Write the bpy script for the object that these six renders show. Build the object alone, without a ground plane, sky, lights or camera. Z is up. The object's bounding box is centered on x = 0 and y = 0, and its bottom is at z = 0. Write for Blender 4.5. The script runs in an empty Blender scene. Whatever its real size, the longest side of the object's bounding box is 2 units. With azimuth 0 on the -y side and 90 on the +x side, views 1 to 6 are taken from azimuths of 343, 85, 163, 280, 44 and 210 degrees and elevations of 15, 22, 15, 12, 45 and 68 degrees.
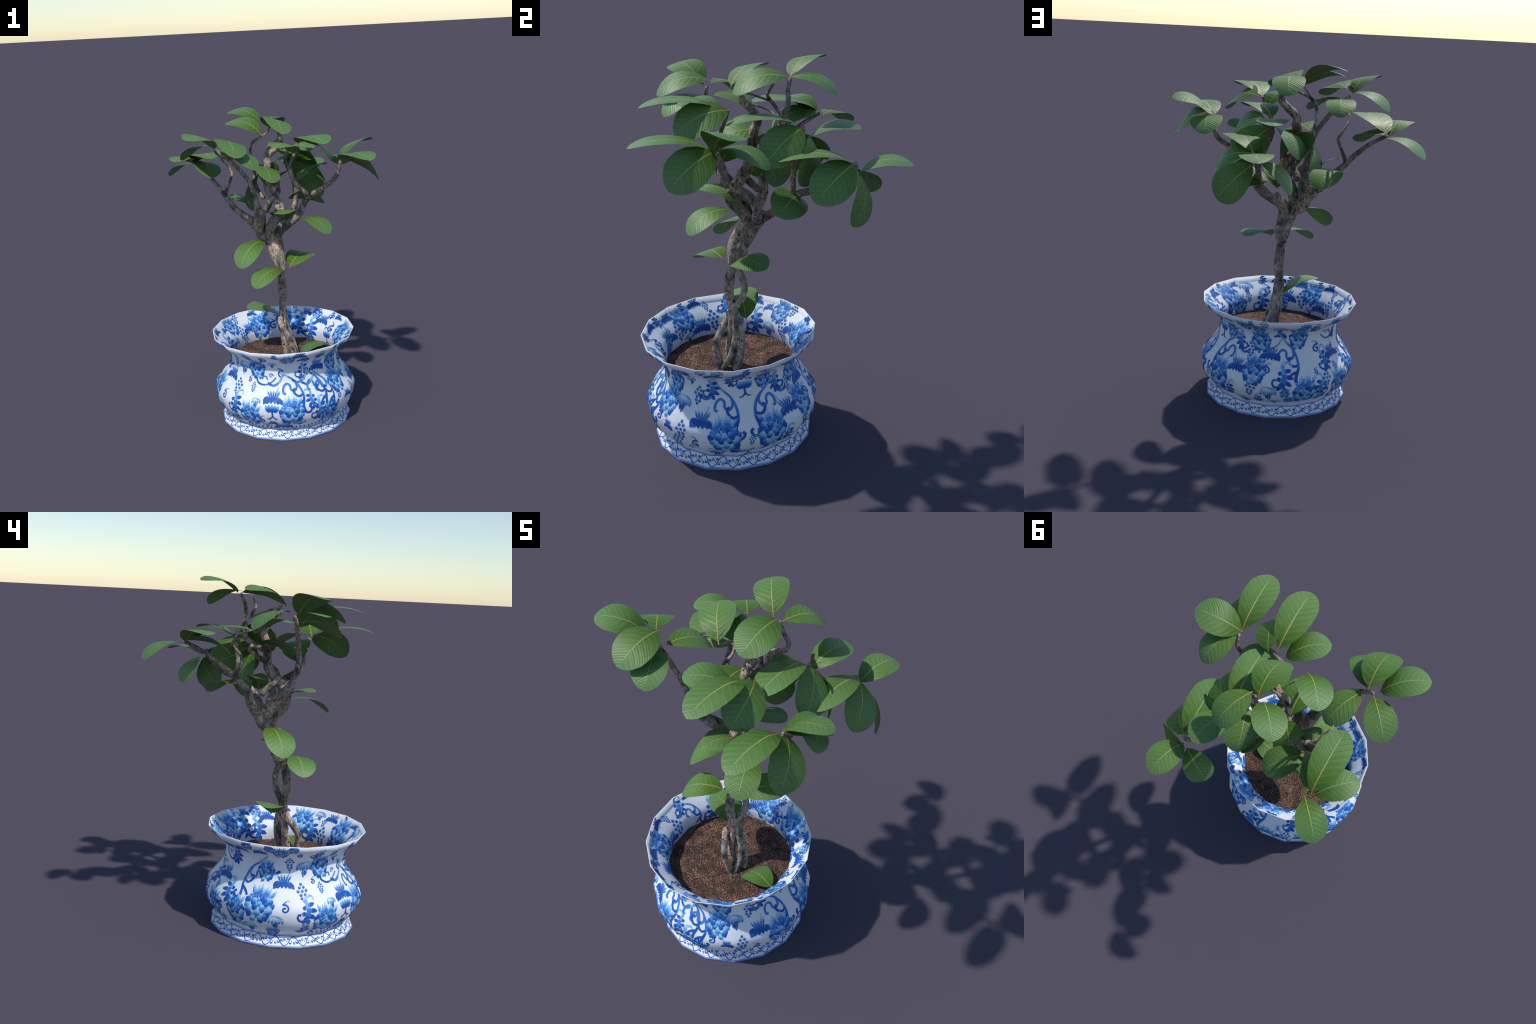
import bpy, bmesh, math, random
import numpy as np
from mathutils import Vector, Matrix, noise

random.seed(7)
SC = bpy.context.scene.collection

# ------------------------------------------------------------------ helpers
def new_obj(name, verts, faces, mats, parent=None, smooth=True, midx=None):
    me = bpy.data.meshes.new(name)
    me.from_pydata([tuple(v) for v in verts], [], faces)
    for m in (mats if isinstance(mats, (list, tuple)) else [mats]):
        me.materials.append(m)
    if midx is not None:
        me.polygons.foreach_set("material_index", midx)
    me.polygons.foreach_set("use_smooth", [smooth] * len(me.polygons))
    me.update()
    ob = bpy.data.objects.new(name, me)
    SC.objects.link(ob)
    ob.parent = parent
    return ob

class Nodes:
    """tiny helper to write shader graphs as expressions"""
    def __init__(self, name):
        self.m = bpy.data.materials.new(name)
        self.m.use_nodes = True
        self.t = self.m.node_tree
        self.b = self.t.nodes["Principled BSDF"]
    def n(self, kind, **kw):
        nd = self.t.nodes.new(kind)
        for k, v in kw.items():
            setattr(nd, k, v)
        return nd
    def put(self, sock, val):
        if isinstance(val, bpy.types.NodeSocket):
            self.t.links.new(val, sock)
        else:
            sock.default_value = val
    def math(self, op, a, b=0.0, c=None, clamp=False):
        nd = self.n("ShaderNodeMath", operation=op, use_clamp=clamp)
        self.put(nd.inputs[0], a); self.put(nd.inputs[1], b)
        if c is not None:
            self.put(nd.inputs[2], c)
        return nd.outputs[0]
    def mix(self, f, a, b, blend="MIX"):
        nd = self.n("ShaderNodeMix", data_type="RGBA", blend_type=blend)
        self.put(nd.inputs[0], f); self.put(nd.inputs[6], a); self.put(nd.inputs[7], b)
        return nd.outputs[2]
    def ramp(self, f, stops, interp="LINEAR"):
        nd = self.n("ShaderNodeValToRGB")
        nd.color_ramp.interpolation = interp
        e = nd.color_ramp.elements
        while len(e) < len(stops):
            e.new(0.5)
        for el, (p, c) in zip(e, stops):
            el.position = p
            el.color = c if len(c) == 4 else (*c, 1)
        self.put(nd.inputs[0], f)
        return nd.outputs[0]
    def smooth(self, x, lo, hi):
        nd = self.n("ShaderNodeMapRange", interpolation_type="SMOOTHSTEP")
        self.put(nd.inputs[0], x); nd.inputs[1].default_value = lo; nd.inputs[2].default_value = hi
        return nd.outputs[0]
    def noise(self, vec, scale, detail=4, rough=0.55, dist=0.0):
        nd = self.n("ShaderNodeTexNoise")
        self.put(nd.inputs["Vector"], vec)
        nd.inputs["Scale"].default_value = scale
        nd.inputs["Detail"].default_value = detail
        nd.inputs["Roughness"].default_value = rough
        nd.inputs["Distortion"].default_value = dist
        return nd.outputs[0]
    def obj(self):
        return self.n("ShaderNodeTexCoord").outputs["Object"]
    def xyz(self, v):
        nd = self.n("ShaderNodeSeparateXYZ"); self.put(nd.inputs[0], v)
        return nd.outputs
    def mapping(self, v, scale=(1, 1, 1), rot=(0, 0, 0), loc=(0, 0, 0)):
        nd = self.n("ShaderNodeMapping"); self.put(nd.inputs[0], v)
        nd.inputs["Scale"].default_value = scale
        nd.inputs["Rotation"].default_value = rot
        nd.inputs["Location"].default_value = loc
        return nd.outputs[0]
    def bump(self, h, strength=0.3, dist=0.01):
        nd = self.n("ShaderNodeBump")
        nd.inputs["Strength"].default_value = strength
        nd.inputs["Distance"].default_value = dist
        self.put(nd.inputs["Height"], h)
        self.t.links.new(nd.outputs[0], self.b.inputs["Normal"])
    def col(self, c): self.put(self.b.inputs["Base Color"], c)
    def set(self, **kw):
        for k, v in kw.items():
            self.put(self.b.inputs[k.replace("_", " ")], v)

def C(r, g, b):
    """sRGB 0..255 to linear rgba"""
    f = lambda c: (c / 255 / 12.92) if c / 255 <= 0.04045 else ((c / 255 + 0.055) / 1.055) ** 2.4
    return (f(r), f(g), f(b), 1.0)

# ------------------------------------------------------------------ materials
def leaf_material(name, phi, t):
    k = Nodes(name)
    co = k.obj(); X, Y, Z = k.xyz(co)
    # position s along the bent blade, from the angle under which a point is seen from the stalk
    a = k.math("ARCTAN2", k.math("MULTIPLY", Z, -1.0), X)
    top = float(phi[-1])
    s = k.ramp(k.math("DIVIDE", a, top), [(float(phi[i]) / top, (float(t[i]),) * 3) for i in range(3, len(t), 3)])
    s = k.xyz(s)[0]
    ay = k.math("ABSOLUTE", Y)
    wob = k.math("MULTIPLY", k.math("SUBTRACT", k.noise(co, 5, 2), 0.5), 0.03)
    # side veins leave the rib and sweep toward the tip
    q = k.math("SUBTRACT", s, k.math("ADD", k.math("MULTIPLY", ay, 0.62), k.math("MULTIPLY", k.math("POWER", ay, 2.0), 0.9)))
    side = k.math("MULTIPLY", k.math("GREATER_THAN", Y, 0.0), 0.045)
    q = k.math("ADD", k.math("ADD", q, side), wob)
    fr = k.math("FRACT", k.math("DIVIDE", q, 0.105))
    dist = k.math("ABSOLUTE", k.math("SUBTRACT", fr, 0.5))          # 0 on a vein
    vein = k.math("SUBTRACT", 1.0, k.smooth(dist, 0.015, 0.07))
    fade = k.math("MULTIPLY", k.math("SUBTRACT", 1.0, k.smooth(ay, 0.12, 0.27)), k.smooth(q, -0.02, 0.03))
    fade = k.math("MULTIPLY", fade, k.math("SUBTRACT", 1.0, k.smooth(q, 0.80, 0.86)))
    vein = k.math("MULTIPLY", vein, fade)
    ribw = k.math("MULTIPLY_ADD", s, -0.0075, 0.0098)
    rib = k.math("SUBTRACT", 1.0, k.smooth(k.math("DIVIDE", ay, ribw), 0.6, 1.25))
    rib = k.math("MULTIPLY", rib, k.math("SUBTRACT", 1.0, k.smooth(s, 0.84, 0.9)))
    blotch = k.noise(k.mapping(co, (1, 1, 1)), 3.0, 3)
    blade = k.ramp(k.math("ADD", s, k.math("MULTIPLY", k.math("SUBTRACT", blotch, 0.5), 0.35)),
                   [(0.0, LEAF_A), (0.32, LEAF_B), (0.62, LEAF_C), (1.0, LEAF_D)])
    stripe = k.smooth(fr, 0.5, 1.0)
    blade = k.mix(k.math("MULTIPLY", stripe, 0.22), blade, LEAF_DARK)
    c = k.mix(k.math("MULTIPLY", vein, 0.35), blade, LEAF_VEIN)
    c = k.mix(rib, c, k.ramp(s, [(0.0, LEAF_RIB0), (0.35, LEAF_RIB1), (0.9, LEAF_RIB2)]))
    stalk = k.math("SUBTRACT", 1.0, k.smooth(s, 0.015, 0.045))
    c = k.mix(k.math("MULTIPLY", stalk, 0.8), c, C(70, 45, 22))
    k.col(c)
    k.set(Roughness=0.5)
    k.b.inputs["Specular IOR Level"].default_value = 0.45
    h = k.math("SUBTRACT", k.math("MULTIPLY", k.math("ABSOLUTE", k.math("SUBTRACT", dist, 0.25)), -1.0), k.math("MULTIPLY", rib, 0.3))
    k.bump(h, 0.25, 0.012)
    return k.m
LEAF_A, LEAF_B, LEAF_C, LEAF_D = C(62, 94, 18), C(78, 114, 36), C(92, 128, 64), C(98, 134, 76)
LEAF_DARK, LEAF_VEIN = C(58, 96, 26), C(136, 160, 66)
LEAF_RIB0, LEAF_RIB1, LEAF_RIB2 = C(158, 116, 48), C(178, 170, 98), C(150, 176, 118)

def bark_material():
    k = Nodes("bark")
    co = k.obj()
    st = k.mapping(co, (1.0, 1.0, 0.55))
    a = k.noise(st, 26, 5, 0.62, 0.6)
    b = k.noise(st, 75, 4, 0.6, 1.2)
    p = k.noise(co, 9, 3, 0.5)
    base = k.ramp(a, [(0.30, C(40, 37, 35)), (0.40, C(88, 78, 68)), (0.52, C(138, 128, 116)), (0.66, C(186, 174, 160))])
    warm = k.ramp(b, [(0.30, C(52, 42, 35)), (0.46, C(150, 122, 102)), (0.62, C(212, 190, 170))])
    c = k.mix(k.smooth(p, 0.44, 0.62), base, warm)
    crack = k.math('SUBTRACT', 1.0, k.smooth(b, 0.36, 0.43))
    c = k.mix(k.math("MULTIPLY", crack, 0.75), c, C(26, 23, 22))
    moss = k.math("MULTIPLY", k.smooth(k.noise(co, 14, 3), 0.56, 0.68), 0.35)
    c = k.mix(moss, c, C(120, 132, 134))
    k.col(c); k.set(Roughness=0.85)
    k.bump(k.math("ADD", a, k.math("MULTIPLY", b, 0.6)), 0.6, 0.012)
    return k.m

def soil_material():
    k = Nodes("soil")
    co = k.obj()
    a = k.noise(co, 190, 3, 0.65)
    b = k.noise(co, 16, 4, 0.6)
    f = k.math("ADD", a, k.math("MULTIPLY", k.math("SUBTRACT", b, 0.5), 0.30))
    c = k.ramp(f, [(0.38, C(34, 30, 30)), (0.50, C(62, 50, 46)), (0.56, C(132, 92, 70)), (0.66, C(196, 150, 122))])
    k.col(c); k.set(Roughness=0.95)
    k.bump(a, 0.8, 0.01)
    return k.m

def glaze(name, col, rough=0.55):
    k = Nodes(name)
    co = k.obj()
    v = k.noise(co, 14, 3)
    dark = tuple(x * 0.965 for x in col[:3]) + (1,)
    k.col(k.mix(k.smooth(v, 0.35, 0.65), col, dark))
    k.set(Roughness=rough); k.b.inputs["Specular IOR Level"].default_value = 0.25
    return k.m

M_BARK = bark_material(); M_SOIL = soil_material()
M_WHITE = glaze("white_porcelain", C(232, 236, 244))
M_DEEP = glaze("cobalt_deep", C(34, 90, 176)); M_MID = glaze("cobalt_mid", C(66, 128, 206)); M_SKY = glaze("cobalt_sky", C(118, 176, 228)); M_PALE = glaze("cobalt_pale", C(158, 204, 236))
M_FIBRE = glaze("root_fibre", C(188, 170, 150), 0.8)

# ------------------------------------------------------------------ the thing
root = bpy.data.objects.new("potted_bonsai_tree", None)
SC.objects.link(root)
root["label"] = "small twisted bonsai tree with big round leaves in blue-and-white porcelain pot"
root["category"] = "potted plant"

# ------------------------------------------------------------------ pot
PC = (-0.030, -0.2025)
SIDES = 16
PHASE = math.radians(0)
PROFILE = [(0.4270, 0.0), (0.4245, 0.008), (0.4100, 0.018), (0.3960, 0.03), (0.3800, 0.048), (0.3770, 0.06), (0.3840, 0.075), (0.3980, 0.09), (0.4200, 0.106),
           (0.4330, 0.12), (0.4546, 0.16), (0.4609, 0.2122), (0.4560, 0.238), (0.4431, 0.26), (0.4127, 0.30), (0.3818, 0.34), (0.3636, 0.37),
           (0.3571, 0.40), (0.3525, 0.43), (0.3525, 0.455), (0.3555, 0.478), (0.3715, 0.50), (0.4034, 0.53), (0.4400, 0.556), (0.4480, 0.563), (0.4615, 0.593)]
def radial(theta, r):
    """radius of the 16-sided wall in direction theta, vertices on r"""
    w = 2 * math.pi / SIDES
    d = ((theta - PHASE) % w) - w / 2
    return r * math.cos(w / 2) / math.cos(d)
_pr = np.array(PROFILE)
_arc = np.r_[0, np.cumsum(np.hypot(*np.diff(_pr, axis=0).T))]
def wall(theta, s, off=0.0, inner=False):
    """point on the pot wall; s = arc length up the profile, off = height above it"""
    r = float(np.interp(s, _arc, _pr[:, 0])); z = float(np.interp(s, _arc, _pr[:, 1]))
    ds = 0.004
    dr = float(np.interp(s + ds, _arc, _pr[:, 0]) - np.interp(s - ds, _arc, _pr[:, 0]))
    dz = float(np.interp(s + ds, _arc, _pr[:, 1]) - np.interp(s - ds, _arc, _pr[:, 1]))
    n = math.hypot(dr, dz) or 1
    nr, nz = dz / n, -dr / n
    if inner:
        off = -WALL - off
    r = radial(theta, r * 1.006) + nr * off
    z += nz * off
    return (PC[0] + r * math.cos(theta), PC[1] + r * math.sin(theta), z)
WALL = 0.003
def wall_normal(theta, s, inner=False):
    ds = 0.012
    dr = float(np.interp(s + ds, _arc, _pr[:, 0]) - np.interp(s - ds, _arc, _pr[:, 0]))
    dz = float(np.interp(s + ds, _arc, _pr[:, 1]) - np.interp(s - ds, _arc, _pr[:, 1]))
    n = (math.hypot(dr, dz) or 1) * (-1 if inner else 1)
    return (dz / n * math.cos(theta), dz / n * math.sin(theta), -dr / n)
SEG = SIDES
def build_pot():
    vs, fs = [], []
    rings = []
    for s in _arc:
        rings.append([wall(2 * math.pi * i / SEG, s) for i in range(SEG)])
    for s in _arc[::-1]:
        z = float(np.interp(s, _arc, _pr[:, 1]))
        if z < 0.36:
            break
        rings.append([wall(2 * math.pi * i / SEG, s, inner=True) for i in range(SEG)])
    for r in rings:
        vs += r
    for a in range(len(rings) - 1):
        for i in range(SEG):
            j = (i + 1) % SEG
            fs.append((a * SEG + i, a * SEG + j, (a + 1) * SEG + j, (a + 1) * SEG + i))
    fs.append(tuple(range(SEG))[::-1])
    fs.append(tuple(range((len(rings) - 1) * SEG, len(rings) * SEG)))
    ob = new_obj("pot", vs, fs, [M_WHITE], root)
    return ob
pot = build_pot()

# ------------------------------------------------------------------ soil
def build_soil():
    vs, fs = [], []
    NR, NA, R, Z = 46, 120, 0.352, 0.398
    vs.append((PC[0], PC[1], Z))
    for i in range(1, NR + 1):
        for j in range(NA):
            a = 2 * math.pi * j / NA; r = R * i / NR
            x, y = PC[0] + r * math.cos(a), PC[1] + r * math.sin(a)
            h = 0.006 * noise.noise((x * 14, y * 14, 1.3)) + 0.004 * noise.noise((x * 60, y * 60, 4.1))
            vs.append((x, y, Z + h))
    for j in range(NA):
        fs.append((0, 1 + j, 1 + (j + 1) % NA))
    for i in range(NR - 1):
        for j in range(NA):
            k = (j + 1) % NA
            fs.append((1 + i * NA + j, 1 + (i + 1) * NA + j, 1 + (i + 1) * NA + k, 1 + i * NA + k))
    return new_obj("soil", vs, fs, [M_SOIL], root)
soil = build_soil()

# ------------------------------------------------------------------ bark sweeps
def catmull(pts, rad, step=0.012):
    P = [Vector(p) for p in pts]
    P = [P[0] * 2 - P[1]] + P + [P[-1] * 2 - P[-2]]
    out, rr = [], []
    for i in range(1, len(P) - 2):
        L = (P[i + 1] - P[i]).length
        n = max(2, int(L / step))
        for k in range(n):
            t = k / n
            a, b, c, d = P[i - 1], P[i], P[i + 1], P[i + 2]
            v = 0.5 * ((2 * b) + (c - a) * t + (2 * a - 5 * b + 4 * c - d) * t * t + (3 * b - a - 3 * c + d) * t ** 3)
            out.append(v); rr.append(rad[i - 1] * (1 - t) + rad[i] * t)
    out.append(P[-2]); rr.append(rad[-1])
    return out, rr
def sweep(name, pts, rad, parent=root, squash=None, sides=14, rough=0.16):
    cen, rr = catmull(pts, rad)
    vs, fs = [], []
    T = [(cen[min(i + 1, len(cen) - 1)] - cen[max(i - 1, 0)]).normalized() for i in range(len(cen))]
    ref = Vector((1, 0, 0)) if abs(T[0].x) < 0.8 else Vector((0, 1, 0))
    u = (ref - T[0] * ref.dot(T[0])).normalized()
    seed = random.random() * 50
    for i, c in enumerate(cen):
        u = (u - T[i] * u.dot(T[i])).normalized(); v = T[i].cross(u)
        for j in range(sides):
            a = 2 * math.pi * j / sides
            d = u * math.cos(a) + v * math.sin(a)
            r = rr[i]
            if squash:
                r *= 1 + squash[1] * (abs(d.dot(squash[0])) - 0.5) * 2
            w = c + d * r
            nz = noise.noise((math.cos(a) * 1.6 + seed, math.sin(a) * 1.6, i * 0.05)) + 0.5 * noise.noise(w * 55)
            ridge = 0.09 * math.sin(3 * a + i * 0.16 + seed) + 0.05 * math.sin(5 * a - i * 0.22)
            vs.append(c + d * r * (1 + rough * nz + ridge))
    for i in range(len(cen) - 1):
        for j in range(sides):
            k = (j + 1) % sides
            fs.append((i * sides + j, i * sides + k, (i + 1) * sides + k, (i + 1) * sides + j))
    n0 = len(vs); vs.append(cen[0] - T[0] * rr[0] * 0.3); vs.append(cen[-1] + T[-1] * rr[-1] * 0.3)
    e = (len(cen) - 1) * sides
    for j in range(sides):
        k = (j + 1) % sides
        fs.append((n0, k, j)); fs.append((n0 + 1, e + j, e + k))
    return new_obj(name, vs, fs, [M_BARK], parent)

def taper(n, a, b):
    return [a + (b - a) * i / (n - 1) for i in range(n)]

# braided lower stems, rising from the soil to where they fuse
J1 = (-0.004, -0.149, 0.985)
STEMS = [
    ([(0.036, -0.256, 0.375), (0.018, -0.268, 0.45), (-0.001, -0.273, 0.523), (-0.028, -0.240, 0.59), (-0.045, -0.205, 0.645), (-0.012, -0.172, 0.715), (0.018, -0.125, 0.79), (0.026, -0.110, 0.86), (0.012, -0.128, 0.93), J1],
     [0.021, 0.020, 0.018, 0.018, 0.019, 0.020, 0.018, 0.017, 0.018, 0.02]),
    ([(0.054, -0.181, 0.375), (0.040, -0.160, 0.45), (0.014, -0.150, 0.53), (0.005, -0.150, 0.61), (-0.002, -0.165, 0.69), (-0.018, -0.188, 0.77), (-0.024, -0.192, 0.868), (-0.016, -0.172, 0.94), J1],
     [0.022, 0.024, 0.026, 0.026, 0.024, 0.020, 0.018, 0.019, 0.022]),
    ([(-0.012, -0.215, 0.375), (-0.014, -0.205, 0.45), (-0.022, -0.192, 0.55), (-0.018, -0.182, 0.64), (-0.012, -0.178, 0.74), (-0.020, -0.180, 0.82), (-0.016, -0.165, 0.92), (-0.008, -0.152, 0.98)],
     [0.026, 0.024, 0.022, 0.021, 0.019, 0.015, 0.015, 0.018]),
    ([(0.036, -0.262, 0.378), (0.050, -0.235, 0.42), (0.046, -0.200, 0.48), (0.024, -0.170, 0.57), (0.006, -0.165, 0.64)],
     [0.014, 0.014, 0.014, 0.015, 0.016]),
]
for p, r in STEMS:
    sweep("trunk_stem", p, r, rough=0.2)
YV = Vector((0, 1, 0))
trunk = sweep("trunk", [(-0.004, -0.150, 0.965), (-0.012, -0.140, 1.02), (-0.022, -0.132, 1.07), (-0.030, -0.105, 1.12), (-0.042, -0.062, 1.17), (-0.060, -0.040, 1.20)],
      [0.036, 0.044, 0.046, 0.046, 0.044, 0.034], squash=(YV, 0.16), sides=20)
BR = {}
def branch(key, pts, r0, r1=0, parent=None):
    rad = taper(len(pts), r0, r1) if not isinstance(r0, list) else r0
    BR[key] = sweep("branch", pts, rad, parent or trunk)
branch("R", [(0.0, -0.14, 1.0), (0.006, -0.112, 1.07), (0.010, -0.065, 1.14), (0.020, -0.040, 1.185), (0.055, -0.020, 1.222), (0.090, -0.005, 1.258)], 0.038, 0.028)
branch("U", [(-0.04, -0.06, 1.15), (-0.056, -0.098, 1.230), (-0.046, -0.148, 1.292), (-0.010, -0.152, 1.337), (0.012, -0.132, 1.388), (0.0, -0.095, 1.435), (-0.030, -0.050, 1.49), (-0.032, -0.038, 1.54), (-0.030, -0.035, 1.60), (-0.022, -0.025, 1.655), (-0.018, -0.008, 1.70), (0.030, -0.020, 1.745), (0.062, -0.045, 1.785), (0.056, -0.078, 1.815), (0.045, -0.08, 1.835)],
       [0.034, 0.033, 0.031, 0.030, 0.029, 0.027, 0.026, 0.025, 0.024, 0.023, 0.022, 0.020, 0.018, 0.017, 0.016])
branch("A", [(-0.060, -0.045, 1.175), (-0.097, -0.034, 1.212), (-0.106, -0.068, 1.27), (-0.120, -0.110, 1.318), (-0.134, -0.150, 1.36), (-0.150, -0.185, 1.40), (-0.163, -0.209, 1.438), (-0.185, -0.230, 1.509), (-0.207, -0.241, 1.574), (-0.241, -0.240, 1.630), (-0.283, -0.242, 1.682), (-0.328, -0.242, 1.731), (-0.38, -0.244, 1.773), (-0.41, -0.235, 1.808)],
       [0.034, 0.036, 0.037, 0.036, 0.034, 0.028, 0.020, 0.016, 0.015, 0.014, 0.013, 0.012, 0.011, 0.010])
branch("B", [(-0.060, -0.040, 1.185), (-0.100, -0.020, 1.235), (-0.145, 0.012, 1.290), (-0.183, 0.021, 1.325), (-0.229, 0.022, 1.367), (-0.263, 0.04, 1.411), (-0.284, 0.086, 1.453), (-0.307, 0.127, 1.498), (-0.331, 0.174, 1.539), (-0.358, 0.231, 1.584), (-0.385, 0.30, 1.622), (-0.396, 0.350, 1.645)],
       [0.032, 0.031, 0.027, 0.024, 0.021, 0.018, 0.016, 0.015, 0.013, 0.011, 0.010, 0.009])
branch("t", [(-0.284, 0.090, 1.465), (-0.272, 0.075, 1.512), (-0.255, 0.060, 1.555), (-0.231, 0.090, 1.595), (-0.235, 0.118, 1.624), (-0.252, 0.117, 1.652), (-0.30, 0.06, 1.70), (-0.345, -0.10, 1.75)], 0.012, 0.004, BR["B"])
branch("a", [(0.040, -0.030, 1.205), (0.105, -0.035, 1.245), (0.160, -0.036, 1.285), (0.190, -0.042, 1.33), (0.206, -0.065, 1.384), (0.212, -0.105, 1.42), (0.222, -0.154, 1.453), (0.275, -0.190, 1.490), (0.335, -0.200, 1.522), (0.385, -0.190, 1.560), (0.402, -0.200, 1.61), (0.403, -0.222, 1.66)], 0.026, 0.010, BR["R"])
branch("C", [(0.065, -0.02, 1.225), (0.152, 0.035, 1.289), (0.195, 0.087, 1.344), (0.228, 0.152, 1.397), (0.252, 0.230, 1.42), (0.275, 0.306, 1.448), (0.296, 0.358, 1.49), (0.322, 0.408, 1.54), (0.334, 0.405, 1.562)], 0.022, 0.010, BR["R"])
branch("D", [(0.222, 0.125, 1.385), (0.225, 0.129, 1.452), (0.212, 0.135, 1.496), (0.195, 0.142, 1.547), (0.181, 0.161, 1.595), (0.172, 0.175, 1.639), (0.185, 0.186, 1.68), (0.203, 0.186, 1.71)], 0.016, 0.010, BR["C"])
branch("b", [(0.205, -0.140, 1.43), (0.170, -0.195, 1.475), (0.130, -0.203, 1.515), (0.099, -0.201, 1.55), (0.074, -0.200, 1.611), (0.075, -0.193, 1.671), (0.102, -0.178, 1.717), (0.140, -0.155, 1.79)], 0.017, 0.009, BR["a"])
branch("W", [(-0.04, -0.01, 1.35), (-0.033, -0.060, 1.40), (-0.030, -0.095, 1.439), (0.005, -0.097, 1.461), (0.030, -0.068, 1.492), (0.022, -0.023, 1.528), (0.005, 0.025, 1.559), (-0.023, 0.051, 1.579), (-0.064, 0.062, 1.598), (-0.09, 0.04, 1.63)], 0.020, 0.010)
branch("E", [(-0.024, -0.02, 1.60), (-0.012, 0.06, 1.635), (0.010, 0.105, 1.667), (0.017, 0.106, 1.701), (0.039, 0.111, 1.744), (0.110, 0.124, 1.784), (0.120, 0.129, 1.827), (0.087, 0.133, 1.862), (0.050, 0.148, 1.908)], 0.018, 0.009, BR["U"])
branch("F", [(-0.027, 0.06, 1.42), (-0.051, 0.118, 1.469), (-0.067, 0.124, 1.524), (-0.066, 0.130, 1.58), (-0.072, 0.140, 1.645), (-0.087, 0.120, 1.70), (-0.097, 0.07, 1.777), (-0.063, 0.048, 1.813), (0.003, 0.048, 1.844), (0.037, 0.070, 1.886)], 0.014, 0.006, BR["W"])
branch("f", [(-0.095, 0.065, 1.78), (-0.09, -0.03, 1.82), (-0.084, -0.127, 1.858)], 0.006, 0.005, BR["F"])

# ------------------------------------------------------------------ leaves
def leaf_mesh(name, mat, bend, width, fold, cup, power):
    """blade of length 1 along x, bent in three thirds, cupped across"""
    NL, NW = 36, 14
    t = np.linspace(0, 1, NL + 1)
    kap = np.where(t < 1 / 3, bend[0], np.where(t < 2 / 3, bend[1], bend[2])) * 3
    dt = np.diff(t); km = (kap[1:] + kap[:-1]) / 2
    ang = -np.r_[0, np.cumsum(km * dt)]
    am = (ang[1:] + ang[:-1]) / 2
    X = np.r_[0, np.cumsum(np.cos(am) * dt)]; Z = np.r_[0, np.cumsum(np.sin(am) * dt)]
    TW = [0, .03, .05, .1, .2, .35, .5, .62, .75, .87, .95, .985, 1.0]
    WW = [.03, .03, .10, .36, .63, .88, .99, 1.0, .93, .70, .42, .2, .0]
    vs, fs = [], []
    for i in range(NL + 1):
        w = float(np.interp(t[i] ** power, TW, WW)) * width / 2
        nx, nz = -math.sin(ang[i]), math.cos(ang[i])
        for j in range(NW + 1):
            u = j / NW * 2 - 1
            y = u * w
            rip = 0.004 * math.sin((t[i] - abs(y) * 0.75) * 2 * math.pi / 0.105) * min(1, abs(y) * 8) * (1 - u ** 4)
            h = rip - math.sin(fold) * abs(y) - cup * y * y
            vs.append((X[i] + nx * h, y * math.cos(fold), Z[i] + nz * h))
    for i in range(NL):
        for j in range(NW):
            a = i * (NW + 1) + j
            fs.append((a, a + NW + 1, a + NW + 2, a + 1))
    me = bpy.data.meshes.new(name)
    me.from_pydata(vs, [], fs)
    me.materials.append(mat)
    me.polygons.foreach_set("use_smooth", [True] * len(fs))
    me.update()
    return me, t, np.arctan2(-Z, np.maximum(X, 1e-6))
BROAD = dict(bend=(0.361, 0.514, 0.441), width=0.641, fold=0.027, cup=0.074, power=1.017)
LONG = dict(bend=(0.536, 0.257, 0.387), width=0.479, fold=-0.06, cup=0.264, power=1.017)
LEAF_MESH = {}
for nm, prm in (("leaf", BROAD), ("leaf_long", LONG)):
    mat = bpy.data.materials.new("tmp")
    me, t_, phi_ = leaf_mesh(nm, mat, **prm)
    me.materials.clear()
    me.materials.append(leaf_material(nm + "_green", phi_, t_))
    bpy.data.materials.remove(mat)
    LEAF_MESH[nm] = me
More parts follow.
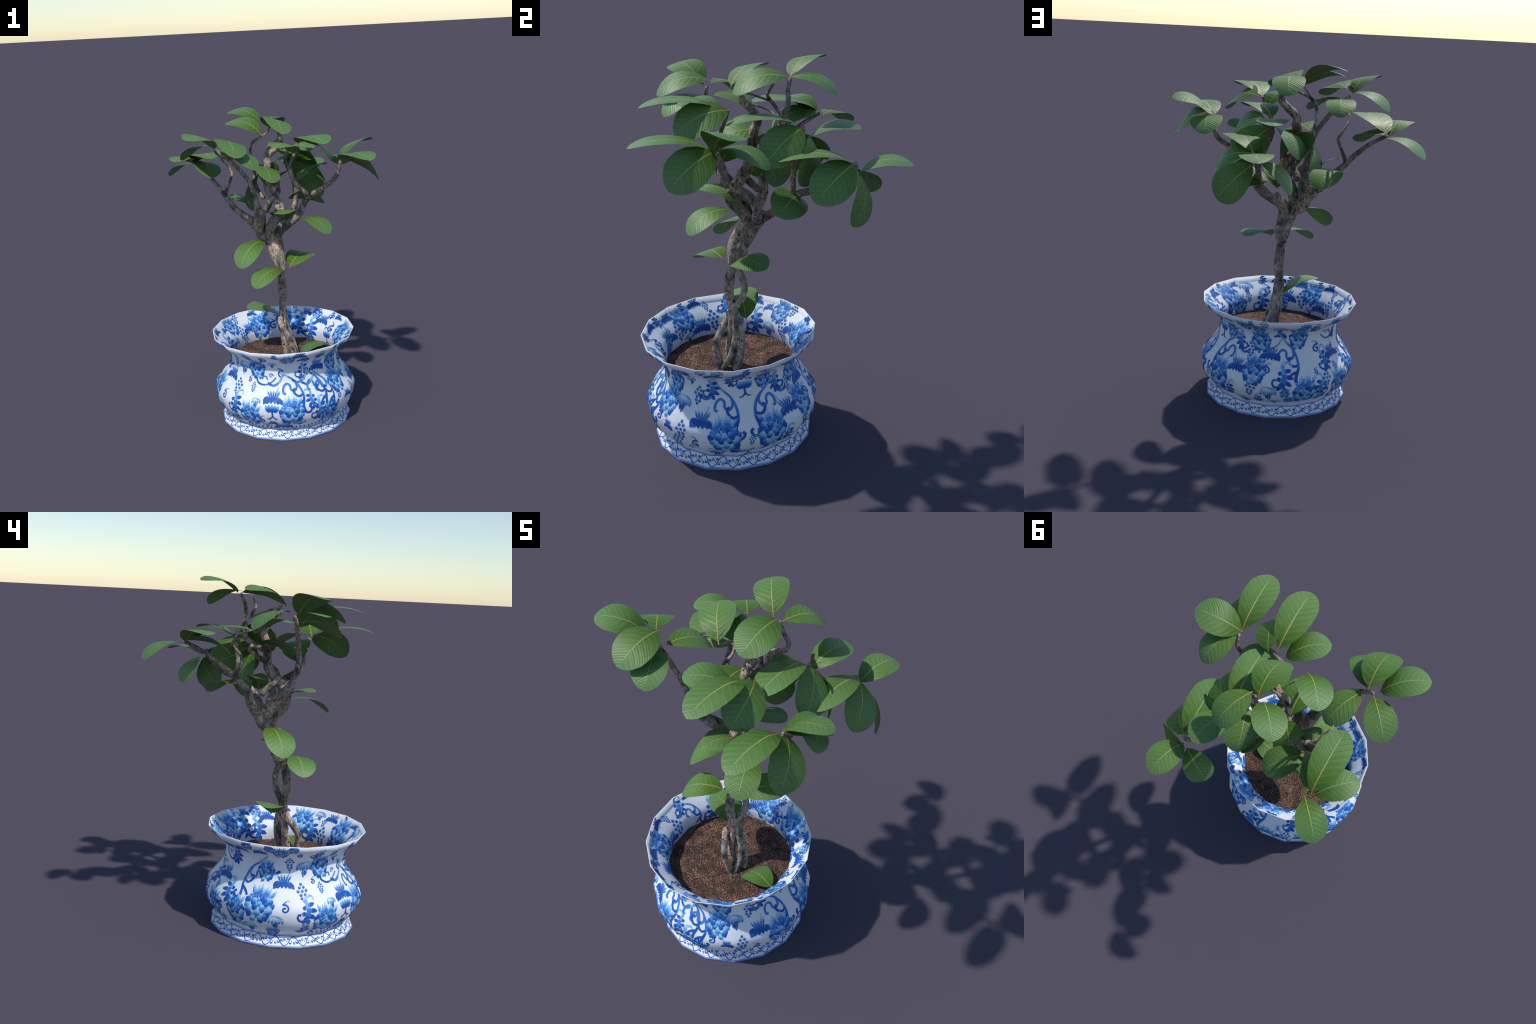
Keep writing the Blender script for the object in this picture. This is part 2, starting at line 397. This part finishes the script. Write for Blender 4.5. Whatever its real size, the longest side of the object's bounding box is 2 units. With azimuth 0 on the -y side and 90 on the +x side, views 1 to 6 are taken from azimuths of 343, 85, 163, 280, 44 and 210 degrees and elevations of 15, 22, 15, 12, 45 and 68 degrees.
# key, stalk base, direction of the stalk, upper-face normal there, length
LEAVES = [
    ('A1', (-0.384, -0.22, 1.847), (0.198, -0.905, 0.377), (0.229, 0.417, 0.88), 0.309),
    ('A2', (-0.433, -0.252, 1.812), (-0.394, -0.423, 0.816), (0.749, 0.367, 0.552), 0.292),
    ('A3', (-0.421, -0.216, 1.825), (-0.668, 0.699, 0.255), (0.227, -0.135, 0.965), 0.266),
    ('A4', (-0.353, -0.225, 1.777), (0.356, 0.882, 0.311), (-0.058, -0.311, 0.949), 0.268),
    ('A5', (-0.363, -0.255, 1.772), (0.495, -0.806, 0.326), (-0.125, 0.305, 0.944), 0.273),
    ('B1', (-0.407, 0.347, 1.647), (0.033, -0.671, 0.741), (-0.04, 0.74, 0.672), 0.391),
    ('B2', (-0.42, 0.343, 1.642), (-0.447, -0.48, 0.755), (0.546, 0.522, 0.656), 0.265),
    ('B3', (-0.386, 0.369, 1.636), (-0.68, 0.684, 0.264), (0.205, -0.169, 0.964), 0.262),
    ('B4', (-0.385, 0.358, 1.651), (0.17, -0.921, 0.35), (0.185, 0.378, 0.907), 0.296),
    ('C1', (0.331, 0.404, 1.555), (0.04, -0.736, 0.676), (-0.07, 0.673, 0.737), 0.385),
    ('C2', (0.334, 0.403, 1.56), (0.838, -0.543, 0.049), (0.267, 0.487, 0.831), 0.309),
    ('C3', (0.333, 0.427, 1.51), (0.835, 0.271, -0.478), (0.063, 0.816, 0.574), 0.285),
    ('C4', (0.33, 0.423, 1.517), (0.155, 0.706, 0.692), (-0.086, -0.688, 0.721), 0.269),
    ('C5', (0.305, 0.436, 1.519), (-0.856, 0.497, -0.142), (-0.006, 0.266, 0.964), 0.245),
    ('D1', (0.179, 0.18, 1.704), (0.043, -0.749, 0.661), (-0.087, 0.656, 0.75), 0.379),
    ('D2', (0.212, 0.183, 1.71), (0.834, -0.552, -0.005), (0.312, 0.463, 0.83), 0.293),
    ('D3', (0.195, 0.215, 1.67), (0.836, 0.269, -0.478), (0.061, 0.82, 0.569), 0.285),
    ('D4', (0.191, 0.211, 1.654), (0.172, 0.662, 0.729), (-0.11, -0.723, 0.682), 0.271),
    ('D5', (0.138, 0.11, 1.655), (-0.482, 0.875, 0.031), (-0.215, -0.152, 0.965), 0.280),
    ('E1', (0.038, 0.149, 1.912), (0.213, -0.901, 0.379), (0.219, 0.422, 0.88), 0.302),
    ('E2', (0.074, 0.138, 1.92), (0.351, 0.889, 0.292), (-0.061, -0.29, 0.955), 0.268),
    ('E3', (0.005, 0.152, 1.907), (-0.504, 0.4, 0.765), (0.439, -0.644, 0.626), 0.276),
    ('F1', (-0.085, -0.126, 1.86), (-0.5, 0.381, 0.778), (0.413, -0.684, 0.601), 0.283),
    ('G', (-0.229, 0.087, 1.417), (0.576, 0.739, 0.348), (-0.28, -0.221, 0.934), 0.277),
    ('H', (-0.132, -0.01, 1.382), (-0.421, -0.141, 0.896), (0.903, -0.16, 0.399), 0.190),
    ('M1', (-0.058, 0.037, 1.593), (-0.582, 0.476, -0.66), (-0.509, 0.42, 0.751), 0.283),
    ('M2', (-0.085, 0.03, 1.63), (0.201, -0.903, 0.381), (0.22, 0.421, 0.88), 0.300),
    ('M3', (-0.019, 0.041, 1.628), (0.92, 0.087, -0.383), (0.308, -0.766, 0.565), 0.256),
    ('M4', (0.008, 0.07, 1.623), (-0.417, 0.695, -0.586), (-0.816, -0.57, -0.095), 0.284),
    ('P1', (-0.015, -0.106, 0.644), (-0.521, -0.088, 0.849), (0.854, -0.064, 0.517), 0.263),
    ('P2', (0.302, -0.208, 0.431), (-0.922, 0.166, 0.351), (0.364, 0.059, 0.929), 0.252),
    ('S1', (0.052, -0.095, 1.281), (-0.213, -0.474, 0.855), (0.247, 0.82, 0.516), 0.286),
    ('S2', (0.133, -0.16, 1.311), (0.463, -0.828, 0.317), (-0.108, 0.302, 0.947), 0.276),
    ('S3', (-0.095, -0.083, 1.174), (-0.837, -0.54, 0.085), (0.111, -0.016, 0.994), 0.290),
    ('S4', (-0.02, -0.215, 1.0), (-0.839, -0.433, 0.331), (0.335, 0.069, 0.94), 0.272),
    ('S5', (0.047, -0.169, 0.987), (0.599, 0.368, 0.711), (-0.483, -0.542, 0.688), 0.275),
    ('S7', (0.169, 0.161, 1.373), (0.9, -0.142, 0.411), (-0.236, 0.634, 0.736), 0.278),
    ('a1', (0.398, -0.241, 1.666), (0.06, -0.727, 0.684), (-0.073, 0.68, 0.729), 0.389),
    ('a2', (0.425, -0.23, 1.677), (0.836, -0.547, 0.047), (0.283, 0.502, 0.817), 0.306),
    ('a3', (0.392, -0.237, 1.671), (0.488, 0.298, 0.82), (-0.86, 0.0, 0.511), 0.303),
    ('a4', (0.416, -0.227, 1.672), (0.358, 0.871, 0.338), (-0.062, -0.339, 0.939), 0.275),
    ('b1', (0.133, -0.182, 1.787), (0.042, -0.738, 0.674), (-0.062, 0.671, 0.739), 0.402),
    ('b2', (0.168, -0.148, 1.799), (0.597, -0.771, 0.223), (0.313, 0.48, 0.82), 0.306),
    ('b3', (0.098, -0.199, 1.728), (-0.4, -0.449, 0.799), (0.671, 0.451, 0.589), 0.280),
    ('b5', (0.10, -0.20, 1.53), (0.46, 0.29, 0.84), (-0.88, 0.0, 0.48), 0.295),
]
HOME = dict(A="A", B="B", C="C", D="D", E="E", F="f", M="W", a="a", b="b", G="B", H="U")
for key, p, d, up, size in LEAVES:
    x = Vector(d).normalized(); z = Vector(up); z = (z - x * z.dot(x)).normalized(); y = z.cross(x)
    ob = bpy.data.objects.new("leaf", LEAF_MESH["leaf_long" if key in ("a1", "b1", "B1", "C1", "D1") else "leaf"])
    SC.objects.link(ob)
    ob.parent = BR[HOME[key[0]]] if key[0] in HOME else trunk
    m = Matrix((x, y, z)).transposed().to_4x4()
    ob.matrix_world = Matrix.Translation(p) @ m @ Matrix.Scale(size, 4)

# ------------------------------------------------------------------ blue painting on the pot
# every motif is drawn in flat local units (x to the right, y up) as small patches of glaze and is
# then wrapped onto the wall; patches carry a tone: 0 deep cobalt, 1 cobalt, 2 sky, 3 pale
TONES = [M_DEEP, M_MID, M_SKY, M_PALE]
def arc_of(z):
    return float(np.interp(z, _pr[:, 1], _arc))
class Painter:
    def __init__(self):
        self.v, self.nv, self.f, self.m, self.k = [], [], [], [], 0
    def patch(self, grid, tones, place):
        """grid: rows of 2-D points, tones: one tone per strip of the grid"""
        self.k += 1
        off = 0.0009 + 0.00022 * (self.k % 9)
        th0, s0, sc, rot, flip, inner = place
        ca, sa = math.cos(rot), math.sin(rot)
        base = len(self.v); n = len(grid[0])
        for row in grid:
            for x, y in row:
                x, y = x * flip, y
                x, y = (x * ca - y * sa) * sc, (x * sa + y * ca) * sc
                s = min(max(s0 + y, 0.004), _arc[-1] - 0.003)
                r = float(np.interp(s0 + 0.5 * y, _arc, _pr[:, 0]))
                th = th0 + (-x if inner else x) / r
                self.v.append(wall(th, s, off, inner)); self.nv.append(wall_normal(th, s, inner))
        for i in range(len(grid) - 1):
            for j in range(n - 1):
                a = base + i * n + j
                self.f.append((a, a + 1, a + n + 1, a + n)); self.m.append(tones[i])
    def petal(self, x, y, ang, L, W, place, tones=(3, 2, 1, 0), tip=0.55):
        """tear-drop from (x, y) pointing along ang, pale at the root and dark at the tip"""
        n = len(tones); rows = []
        ca, sa = math.cos(ang), math.sin(ang)
        for i in range(n + 1):
            t = i / n
            row = []
            for j in range(5):
                u = (j / 4 - 0.5) * 2
                w = W * (0.25 + 0.75 * math.sin(math.pi * min(1, t * 0.62 + 0.08))) * (1 if t < 1 else tip)
                l = L * (t + (0.16 * (1 - u * u) if i == n else 0))
                row.append((x + ca * l - sa * u * w / 2, y + sa * l + ca * u * w / 2))
            rows.append(row)
        self.patch(rows, tones, place)
    def ribbon(self, pts, w0, w1, place, t0=0, t1=2, step=0.012):
        P = [Vector((p[0], p[1], 0)) for p in pts]
        cen, _ = catmull(P, [1] * len(P), step)
        rows, tones = [], []
        n = len(cen)
        for i, c in enumerate(cen):
            d = (cen[min(i + 1, n - 1)] - cen[max(i - 1, 0)]).normalized()
            f = i / (n - 1)
            w = (w0 + (w1 - w0) * f) / 2
            rows.append([(c.x - d.y * w, c.y + d.x * w), (c.x + d.y * w, c.y - d.x * w)])
            tones.append(int(round(t0 + (t1 - t0) * f)))
        self.patch(rows, tones, place)
    def spiral(self, x, y, a0, R, turns, w, place, t0=0, t1=1):
        n = int(10 * turns) + 4
        pts = []
        for i in range(n + 1):
            t = i / n; r = R * (1 - 0.80 * t); a = a0 + turns * 2 * math.pi * t
            pts.append((x + r * math.cos(a), y + r * math.sin(a)))
        self.ribbon(pts, w, w * 0.8, place, t0, t1)
        self.petal(pts[-1][0] - w * 0.6, pts[-1][1], 0, w * 1.1, w * 1.4, place, (t1, t1), 0.7)

PA = Painter()
def peony(pl):
    """hanging bloom, one unit high: feathery crown over a body of overlapping petals"""
    for i in range(9):
        u = i / 8 - 0.5
        PA.petal(u * 0.46, 0.14 + 0.05 * math.cos(i * 2.3), math.radians(90 - u * 50), 0.34 - 0.2 * u * u, 0.085, pl, (0, 1, 1, 2, 3), 0.5)
    rows = [(0.20, 4, 0.24), (0.09, 5, 0.30), (-0.04, 4, 0.28), (-0.17, 3, 0.23), (-0.28, 4, 0.20), (-0.38, 2, 0.10)]
    for r, (y, n, half) in enumerate(rows):
        for i in range(n):
            x = (i / (n - 1) - 0.5) * 2 * half
            PA.petal(x * 0.92, y + 0.05, math.radians(-90 + x * 120), 0.19, 0.17, pl, ((3, 2, 1, 0), (2, 1, 0, 0), (3, 3, 2, 1))[(i * 2 + r) % 3], 0.62)
def grapes(pl):
    for y, n in [(0.36, 1), (0.2, 2), (0.02, 3), (-0.16, 2), (-0.32, 2), (-0.46, 1)]:
        for i in range(n):
            x = (i - (n - 1) / 2) * 0.2
            PA.petal(x, y + 0.08, math.radians(-90), 0.14, 0.15, pl, (2, 1, 0), 0.7)
def fan(pl):
    for i in range(6):
        u = i / 5 - 0.5
        PA.petal(u * 0.42, 0.10 - u * u * 0.4, math.radians(-90 + u * 70), 0.34, 0.18, pl, (1, 0, 0, 0), 0.6)
    for i in range(5):
        u = i / 4 - 0.5
        PA.petal(u * 0.36, 0.05, math.radians(90 - u * 50), 0.24, 0.09, pl, (0, 1, 2), 0.4)
    PA.ribbon([(-0.24, 0.02), (-0.38, -0.04), (-0.43, -0.18), (-0.36, -0.28), (-0.29, -0.22)], 0.07, 0.05, pl, 0, 0)
    PA.ribbon([(0.12, 0.15), (0.20, 0.35), (0.22, 0.52)], 0.06, 0.02, pl, 1, 3)
def leaf_scroll(pl):
    """lobed leaf that ends in a curl"""
    PA.ribbon([(0.02, 0.52), (-0.06, 0.36), (-0.02, 0.2), (0.02, 0.0), (0.0, -0.2), (-0.08, -0.34)], 0.10, 0.20, pl, 3, 0)
    for x, y, a, L in [(0.0, 0.16, 20, .22), (0.04, 0.02, -10, .26), (0.02, -0.14, -30, .26), (-0.04, -0.28, -60, .22), (-0.1, -0.3, -110, .18), (-0.06, -0.12, 170, .16), (-0.06, 0.08, 165, .13)]:
        PA.petal(x, y, math.radians(a), L, 0.16, pl, (1, 0, 0), 0.6)
    PA.ribbon([(0.02, 0.46), (0.12, 0.52), (0.22, 0.46), (0.25, 0.34)], 0.08, 0.04, pl, 2, 3)
    PA.ribbon([(-0.14, -0.36), (-0.28, -0.36), (-0.36, -0.24), (-0.32, -0.12), (-0.25, -0.16)], 0.08, 0.05, pl, 0, 0)
def pale_leaf(pl):
    PA.ribbon([(-0.34, 0.1), (-0.2, 0.26), (0.05, 0.24), (0.25, 0.14), (0.34, -0.02)], 0.07, 0.13, pl, 3, 2)
    for i in range(5):
        u = i / 4 - 0.5
        PA.petal(u * 0.5, 0.14, math.radians(-90 + u * 40), 0.26, 0.13, pl, (3, 2, 1), 0.6)
    PA.ribbon([(0.05, -0.05), (0.08, -0.25), (0.02, -0.45)], 0.07, 0.05, pl, 0, 0)
    PA.petal(-0.08, -0.1, math.radians(-80), 0.24, 0.18, pl, (1, 0, 0), 0.6)
def vine(pl):
    """long tendril with side curls, one unit high"""
    PA.ribbon([(-0.34, 0.54), (-0.20, 0.36), (-0.04, 0.22), (0.06, 0.04), (0.09, -0.16), (0.04, -0.34), (0.02, -0.46)], 0.036, 0.056, pl, 2, 0)
    PA.ribbon([(-0.02, 0.2), (0.0, 0.08), (-0.06, -0.01), (-0.14, 0.02), (-0.15, 0.12), (-0.22, 0.17), (-0.30, 0.10), (-0.32, -0.02), (-0.27, -0.05)], 0.046, 0.05, pl, 1, 1)
    PA.ribbon([(0.09, -0.12), (0.0, -0.15), (-0.07, -0.10), (-0.10, -0.01), (-0.05, 0.03)], 0.05, 0.05, pl, 0, 0)
    PA.ribbon([(0.03, -0.4), (0.06, -0.51), (0.14, -0.53), (0.19, -0.45), (0.15, -0.40)], 0.056, 0.05, pl, 0, 0)
    PA.ribbon([(-0.25, 0.44), (-0.34, 0.26), (-0.50, 0.16), (-0.64, 0.22)], 0.03, 0.06, pl, 3, 0)
    PA.ribbon([(0.06, -0.26), (-0.04, -0.32), (-0.12, -0.42)], 0.055, 0.04, pl, 0, 0)
def curl(pl):
    PA.spiral(0.0, -0.12, math.radians(60), 0.22, 1.1, 0.09, pl, 0, 0)
    PA.ribbon([(0.11, 0.06), (0.0, 0.2), (-0.12, 0.28), (-0.24, 0.26)], 0.08, 0.04, pl, 0, 3)
def bud(pl):
    for i in range(5):
        u = i / 4 - 0.5
        PA.petal(u * 0.3, 0.02, math.radians(90 - u * 60), 0.32, 0.2, pl, (0, 0, 1, 2), 0.6)
    PA.ribbon([(0, 0.04), (0.0, -0.2), (-0.12, -0.32), (-0.26, -0.34)], 0.09, 0.05, pl, 0, 0)
    PA.ribbon([(0, -0.16), (0.10, -0.3), (0.24, -0.34)], 0.08, 0.05, pl, 0, 0)
    PA.ribbon([(-0.08, 0.5), (-0.2, 0.58), (-0.3, 0.5), (-0.24, 0.42)], 0.07, 0.05, pl, 1, 0)
    PA.ribbon([(0.08, 0.5), (0.2, 0.58), (0.3, 0.5), (0.24, 0.42)], 0.07, 0.05, pl, 1, 0)
def swoop(pl):
    PA.ribbon([(-0.5, 0.2), (-0.42, -0.06), (-0.18, -0.2), (0.1, -0.18), (0.34, -0.02), (0.5, 0.16)], 0.10, 0.07, pl, 0, 1)
    PA.ribbon([(-0.2, 0.06), (-0.12, 0.2), (0.02, 0.18), (0.08, 0.04)], 0.08, 0.07, pl, 1, 1)
    PA.spiral(0.24, 0.24, 0, 0.12, 1.0, 0.06, pl, 1, 2)
KIND = dict(P=peony, G=grapes, F=fan, L=leaf_scroll, W=pale_leaf, V=vine, C=curl, B=bud, S=swoop)
# kind, direction round the pot in degrees, height of the middle, size, mirrored
OUTSIDE = [
    ("P", 352.5, .215, .19, 1), ("P", 24.4, .215, .19, -1), ("V", 358.5, .335, .27, 1), ("V", 19.0, .335, .27, -1), ("B", 9.0, .425, .11, 1),
    ("G", 330.8, .395, .10, 1), ("L", 342.2, .437, .12, 1), ("F", 336.2, .287, .13, 1), ("W", 318.3, .340, .11, 1), ("G", 322.2, .226, .11, 1),
    ("C", 333.0, .172, .11, 1), ("P", 307.0, .445, .13, 1), ("F", 40.0, .292, .13, -1), ("P", 55.9, .285, .16, 1), ("L", 37.3, .425, .12, -1),
    ("G", 54.5, .190, .11, 1), ("L", 343.8, .098, .10, -1), ("B", 8.1, .085, .09, 1), ("V", 292.0, .310, .25, 1), ("C", 300.0, .250, .10, -1),
    ("P", 171.5, .250, .19, 1), ("F", 188.6, .365, .12, 1), ("G", 203.5, .322, .11, 1), ("L", 206.5, .232, .15, 1), ("P", 221.0, .165, .17, 1),
    ("W", 184.0, .165, .11, 1), ("V", 157.0, .375, .25, -1), ("L", 143.3, .280, .14, -1), ("G", 192.6, .475, .09, 1), ("W", 206.0, .445, .11, -1),
    ("F", 240.5, .290, .13, 1), ("P", 222.0, .455, .13, -1), ("L", 117.5, .327, .14, 1), ("C", 137.9, .195, .11, 1), ("S", 232.0, .375, .12, 1),
    ("P", 128.6, .180, .16, 1), ("P", 255.7, .205, .18, 1), ("V", 262.5, .325, .27, 1), ("L", 273.0, .270, .12, -1), ("L", 279.0, .200, .15, 1),
    ("V", 285.0, .325, .26, 1), ("L", 269.5, .440, .12, 1), ("P", 304.0, .320, .15, -1), ("C", 230.5, .150, .10, -1), ("B", 240.0, .205, .12, 1),
    ("P", 58.0, .440, .13, 1), ("P", 95.5, .170, .17, 1), ("L", 79.1, .262, .16, 1), ("V", 88.0, .345, .27, 1), ("P", 93.1, .470, .13, 1),
    ("G", 113.7, .235, .11, 1), ("L", 108.8, .190, .14, -1), ("F", 67.5, .372, .12, -1), ("L", 36.8, .150, .11, 1), ("G", 49.3, .395, .10, 1),
    ("F", 129.6, .350, .12, 1), ("P", 153.0, .200, .15, -1), ("C", 65.3, .300, .10, -1), ("W", 68.0, .170, .12, 1), ("S", 128.0, .450, .11, -1),
    ("P", 172.0, .420, .11, 1), ("C", 248.0, .430, .10, 1), ("F", 286.0, .450, .11, -1), ("L", 140.0, .470, .11, 1), ("P", 25.0, .470, .10, 1),
    ("G", 318.0, .150, .10, 1), ("P", 289.0, .155, .14, 1), ("W", 262.0, .120, .10, -1), ("C", 190.0, .250, .11, -1), ("C", 112.0, .400, .11, 1),
    ("L", 205.0, .115, .10, 1), ("W", 110.0, .115, .10, 1), ("L", 60.0, .115, .09, 1), ("L", 320.0, .520, .10, 1), ("F", 345.0, .535, .10, 1),
    ("P", 5.0, .530, .10, 1), ("W", 75.0, .535, .10, 1), ("L", 105.0, .535, .10, -1), ("F", 150.0, .535, .10, 1), ("P", 185.0, .545, .10, 1),
    ("L", 215.0, .535, .10, 1), ("P", 254.0, .535, .11, 1), ("L", 285.0, .535, .10, -1), ("P", 45.0, .540, .10, 1), ("C", 200.0, .535, .08, 1),
]
INSIDE = [
    ("P", 96.3, .500, .15, 1), ("F", 110.5, .500, .10, 1), ("G", 123.2, .500, .10, 1), ("F", 26.2, .535, .10, 1), ("L", 37.1, .480, .14, 1),
    ("C", 10.0, .515, .11, 1), ("B", 11.4, .445, .10, 1), ("P", 352.9, .525, .14, 1), ("L", 52.0, .505, .15, -1), ("L", 341.5, .480, .13, 1),
    ("P", 307.6, .515, .15, 1), ("G", 329.0, .460, .11, 1), ("G", 192.2, .490, .11, 1), ("F", 205.8, .465, .11, -1), ("L", 151.9, .480, .13, 1),
    ("P", 131.0, .540, .12, 1), ("G", 229.0, .490, .11, 1), ("P", 298.0, .450, .11, -1), ("L", 271.2, .460, .13, 1), ("C", 264.0, .520, .10, 1),
    ("V", 168.0, .500, .17, 1), ("P", 219.0, .520, .13, 1), ("L", 180.2, .545, .10, 1), ("P", 67.0, .515, .15, 1), ("F", 245.0, .490, .12, 1),
    ("L", 243.0, .565, .08, -1), ("W", 285.0, .540, .11, 1), ("F", 325.0, .555, .09, 1), ("C", 81.0, .500, .11, 1), ("P", 36.0, .560, .08, 1),
    ("F", 155.0, .565, .08, 1), ("F", 205.0, .570, .08, 1), ("L", 268.0, .572, .07, 1), ("F", 100.0, .572, .07, 1), ("F", 10.0, .575, .07, 1), ("P", 250.0, .440, .08, 1), ("W", 137.0, .450, .09, 1),
]
def reach(deg, z, size):
    th = math.radians(deg)
    r = float(np.interp(z, _pr[:, 1], _pr[:, 0]))
    return Vector((r * math.cos(th), r * math.sin(th), arc_of(z))), size * 0.62
def fill(lst, lo, hi, tries, kinds):
    """scatter small sprigs into the spaces between the large motifs"""
    placed = [reach(*q[1:4]) for q in lst]
    out = []
    for _ in range(tries):
        deg = random.uniform(0, 360); z = random.uniform(lo, hi); size = random.choice((0.13, 0.11, 0.095, 0.08, 0.07))
        p, r = reach(deg, z, size)
        if all((p - q).length > (r + s) * 0.66 for q, s in placed):
            placed.append((p, r)); out.append((random.choice(kinds), deg, z, size, random.choice((1, -1))))
    return out
OUTSIDE = [(k, d, z, s * (1.08 if k != "V" else 1.06), f) for k, d, z, s, f in OUTSIDE]
INSIDE = [(k, d, z, s * 1.2, f) for k, d, z, s, f in INSIDE]
OUTSIDE += fill(OUTSIDE, 0.09, 0.575, 1500, "LGFWCLP")
INSIDE += fill(INSIDE, 0.42, 0.58, 900, "LGFWCP")
for lst, inner in ((OUTSIDE, False), (INSIDE, True)):
    for kd, deg, z, size, flip in lst:
        rot = random.uniform(-0.15, 0.15)
        KIND[kd]((math.radians(deg), arc_of(z), size, rot, flip, inner))
# patterned border round the foot: rings, a wavy stem, curls and small leaves
FS = arc_of(0.068)
def ring_band(s, w, tone):
    vs = len(PA.v); n = SIDES * 8
    PA.k += 1
    for i in range(n + 1):
        th = 2 * math.pi * i / n
        PA.v.append(wall(th, s - w / 2, 0.0012)); PA.v.append(wall(th, s + w / 2, 0.0012)); PA.nv += [wall_normal(th, s)] * 2
    for i in range(n):
        a = vs + 2 * i
        PA.f.append((a, a + 2, a + 3, a + 1)); PA.m.append(tone)
ring_band(0.0045, 0.0045, 0); ring_band(0.0105, 0.003, 1)
ring_band(FS - 0.016, 0.004, 0); ring_band(FS - 0.009, 0.003, 1)
NWAVE = 24
R0 = 0.41
mid = (0.0095 + FS - 0.016) / 2; amp = (FS - 0.016 - 0.0095) / 2 - 0.004
for i in range(NWAVE):
    t0 = 2 * math.pi * i / NWAVE; L = 2 * math.pi / NWAVE * R0
    pl = (t0, mid, 1.0, 0, 1, False)
    PA.ribbon([(L * k / 8, amp * math.sin(2 * math.pi * k / 8)) for k in range(9)], 0.0045, 0.0045, pl, 0, 0, 0.006)
    for sx, sg in ((0.25, -1), (0.75, 1)):
        x, y = L * sx, sg * amp * 0.35
        PA.spiral(x, y, math.radians(90 * sg), 0.0085, 0.9, 0.004, pl, 0, 0)
        for q in (-1, 1):
            PA.petal(x + q * 0.013, y + 0.003 * q, math.radians(90 - 90 * q), 0.013, 0.012, pl, (0, 0), 0.3)
            PA.petal(x + q * 0.012, y - sg * 0.006, math.radians(-90 * sg), 0.008, 0.006, pl, (0, 0), 0.4)
# toothed inner edge over the front quarter of the border
for i in range(26):
    th = math.radians(212 + i * 4.0)
    PA.petal(0, -0.004, math.radians(90), 0.011, 0.014, (th, FS, 1.0, 0, 1, False), (0, 0), 1.0)
for n_, f_ in enumerate(PA.f):
    a_, b_, c_ = (Vector(PA.v[q]) for q in (f_[0], f_[1], f_[2]))
    d_ = Vector(PA.v[f_[3]])
    if (c_ - a_).cross(d_ - b_).dot(Vector(PA.nv[f_[0]])) < 0:
        PA.f[n_] = f_[::-1]
art = new_obj("painted_pattern", PA.v, PA.f, TONES, pot, True, PA.m)
art.data.normals_split_custom_set_from_vertices(PA.nv)
art["kind"] = "stuff"
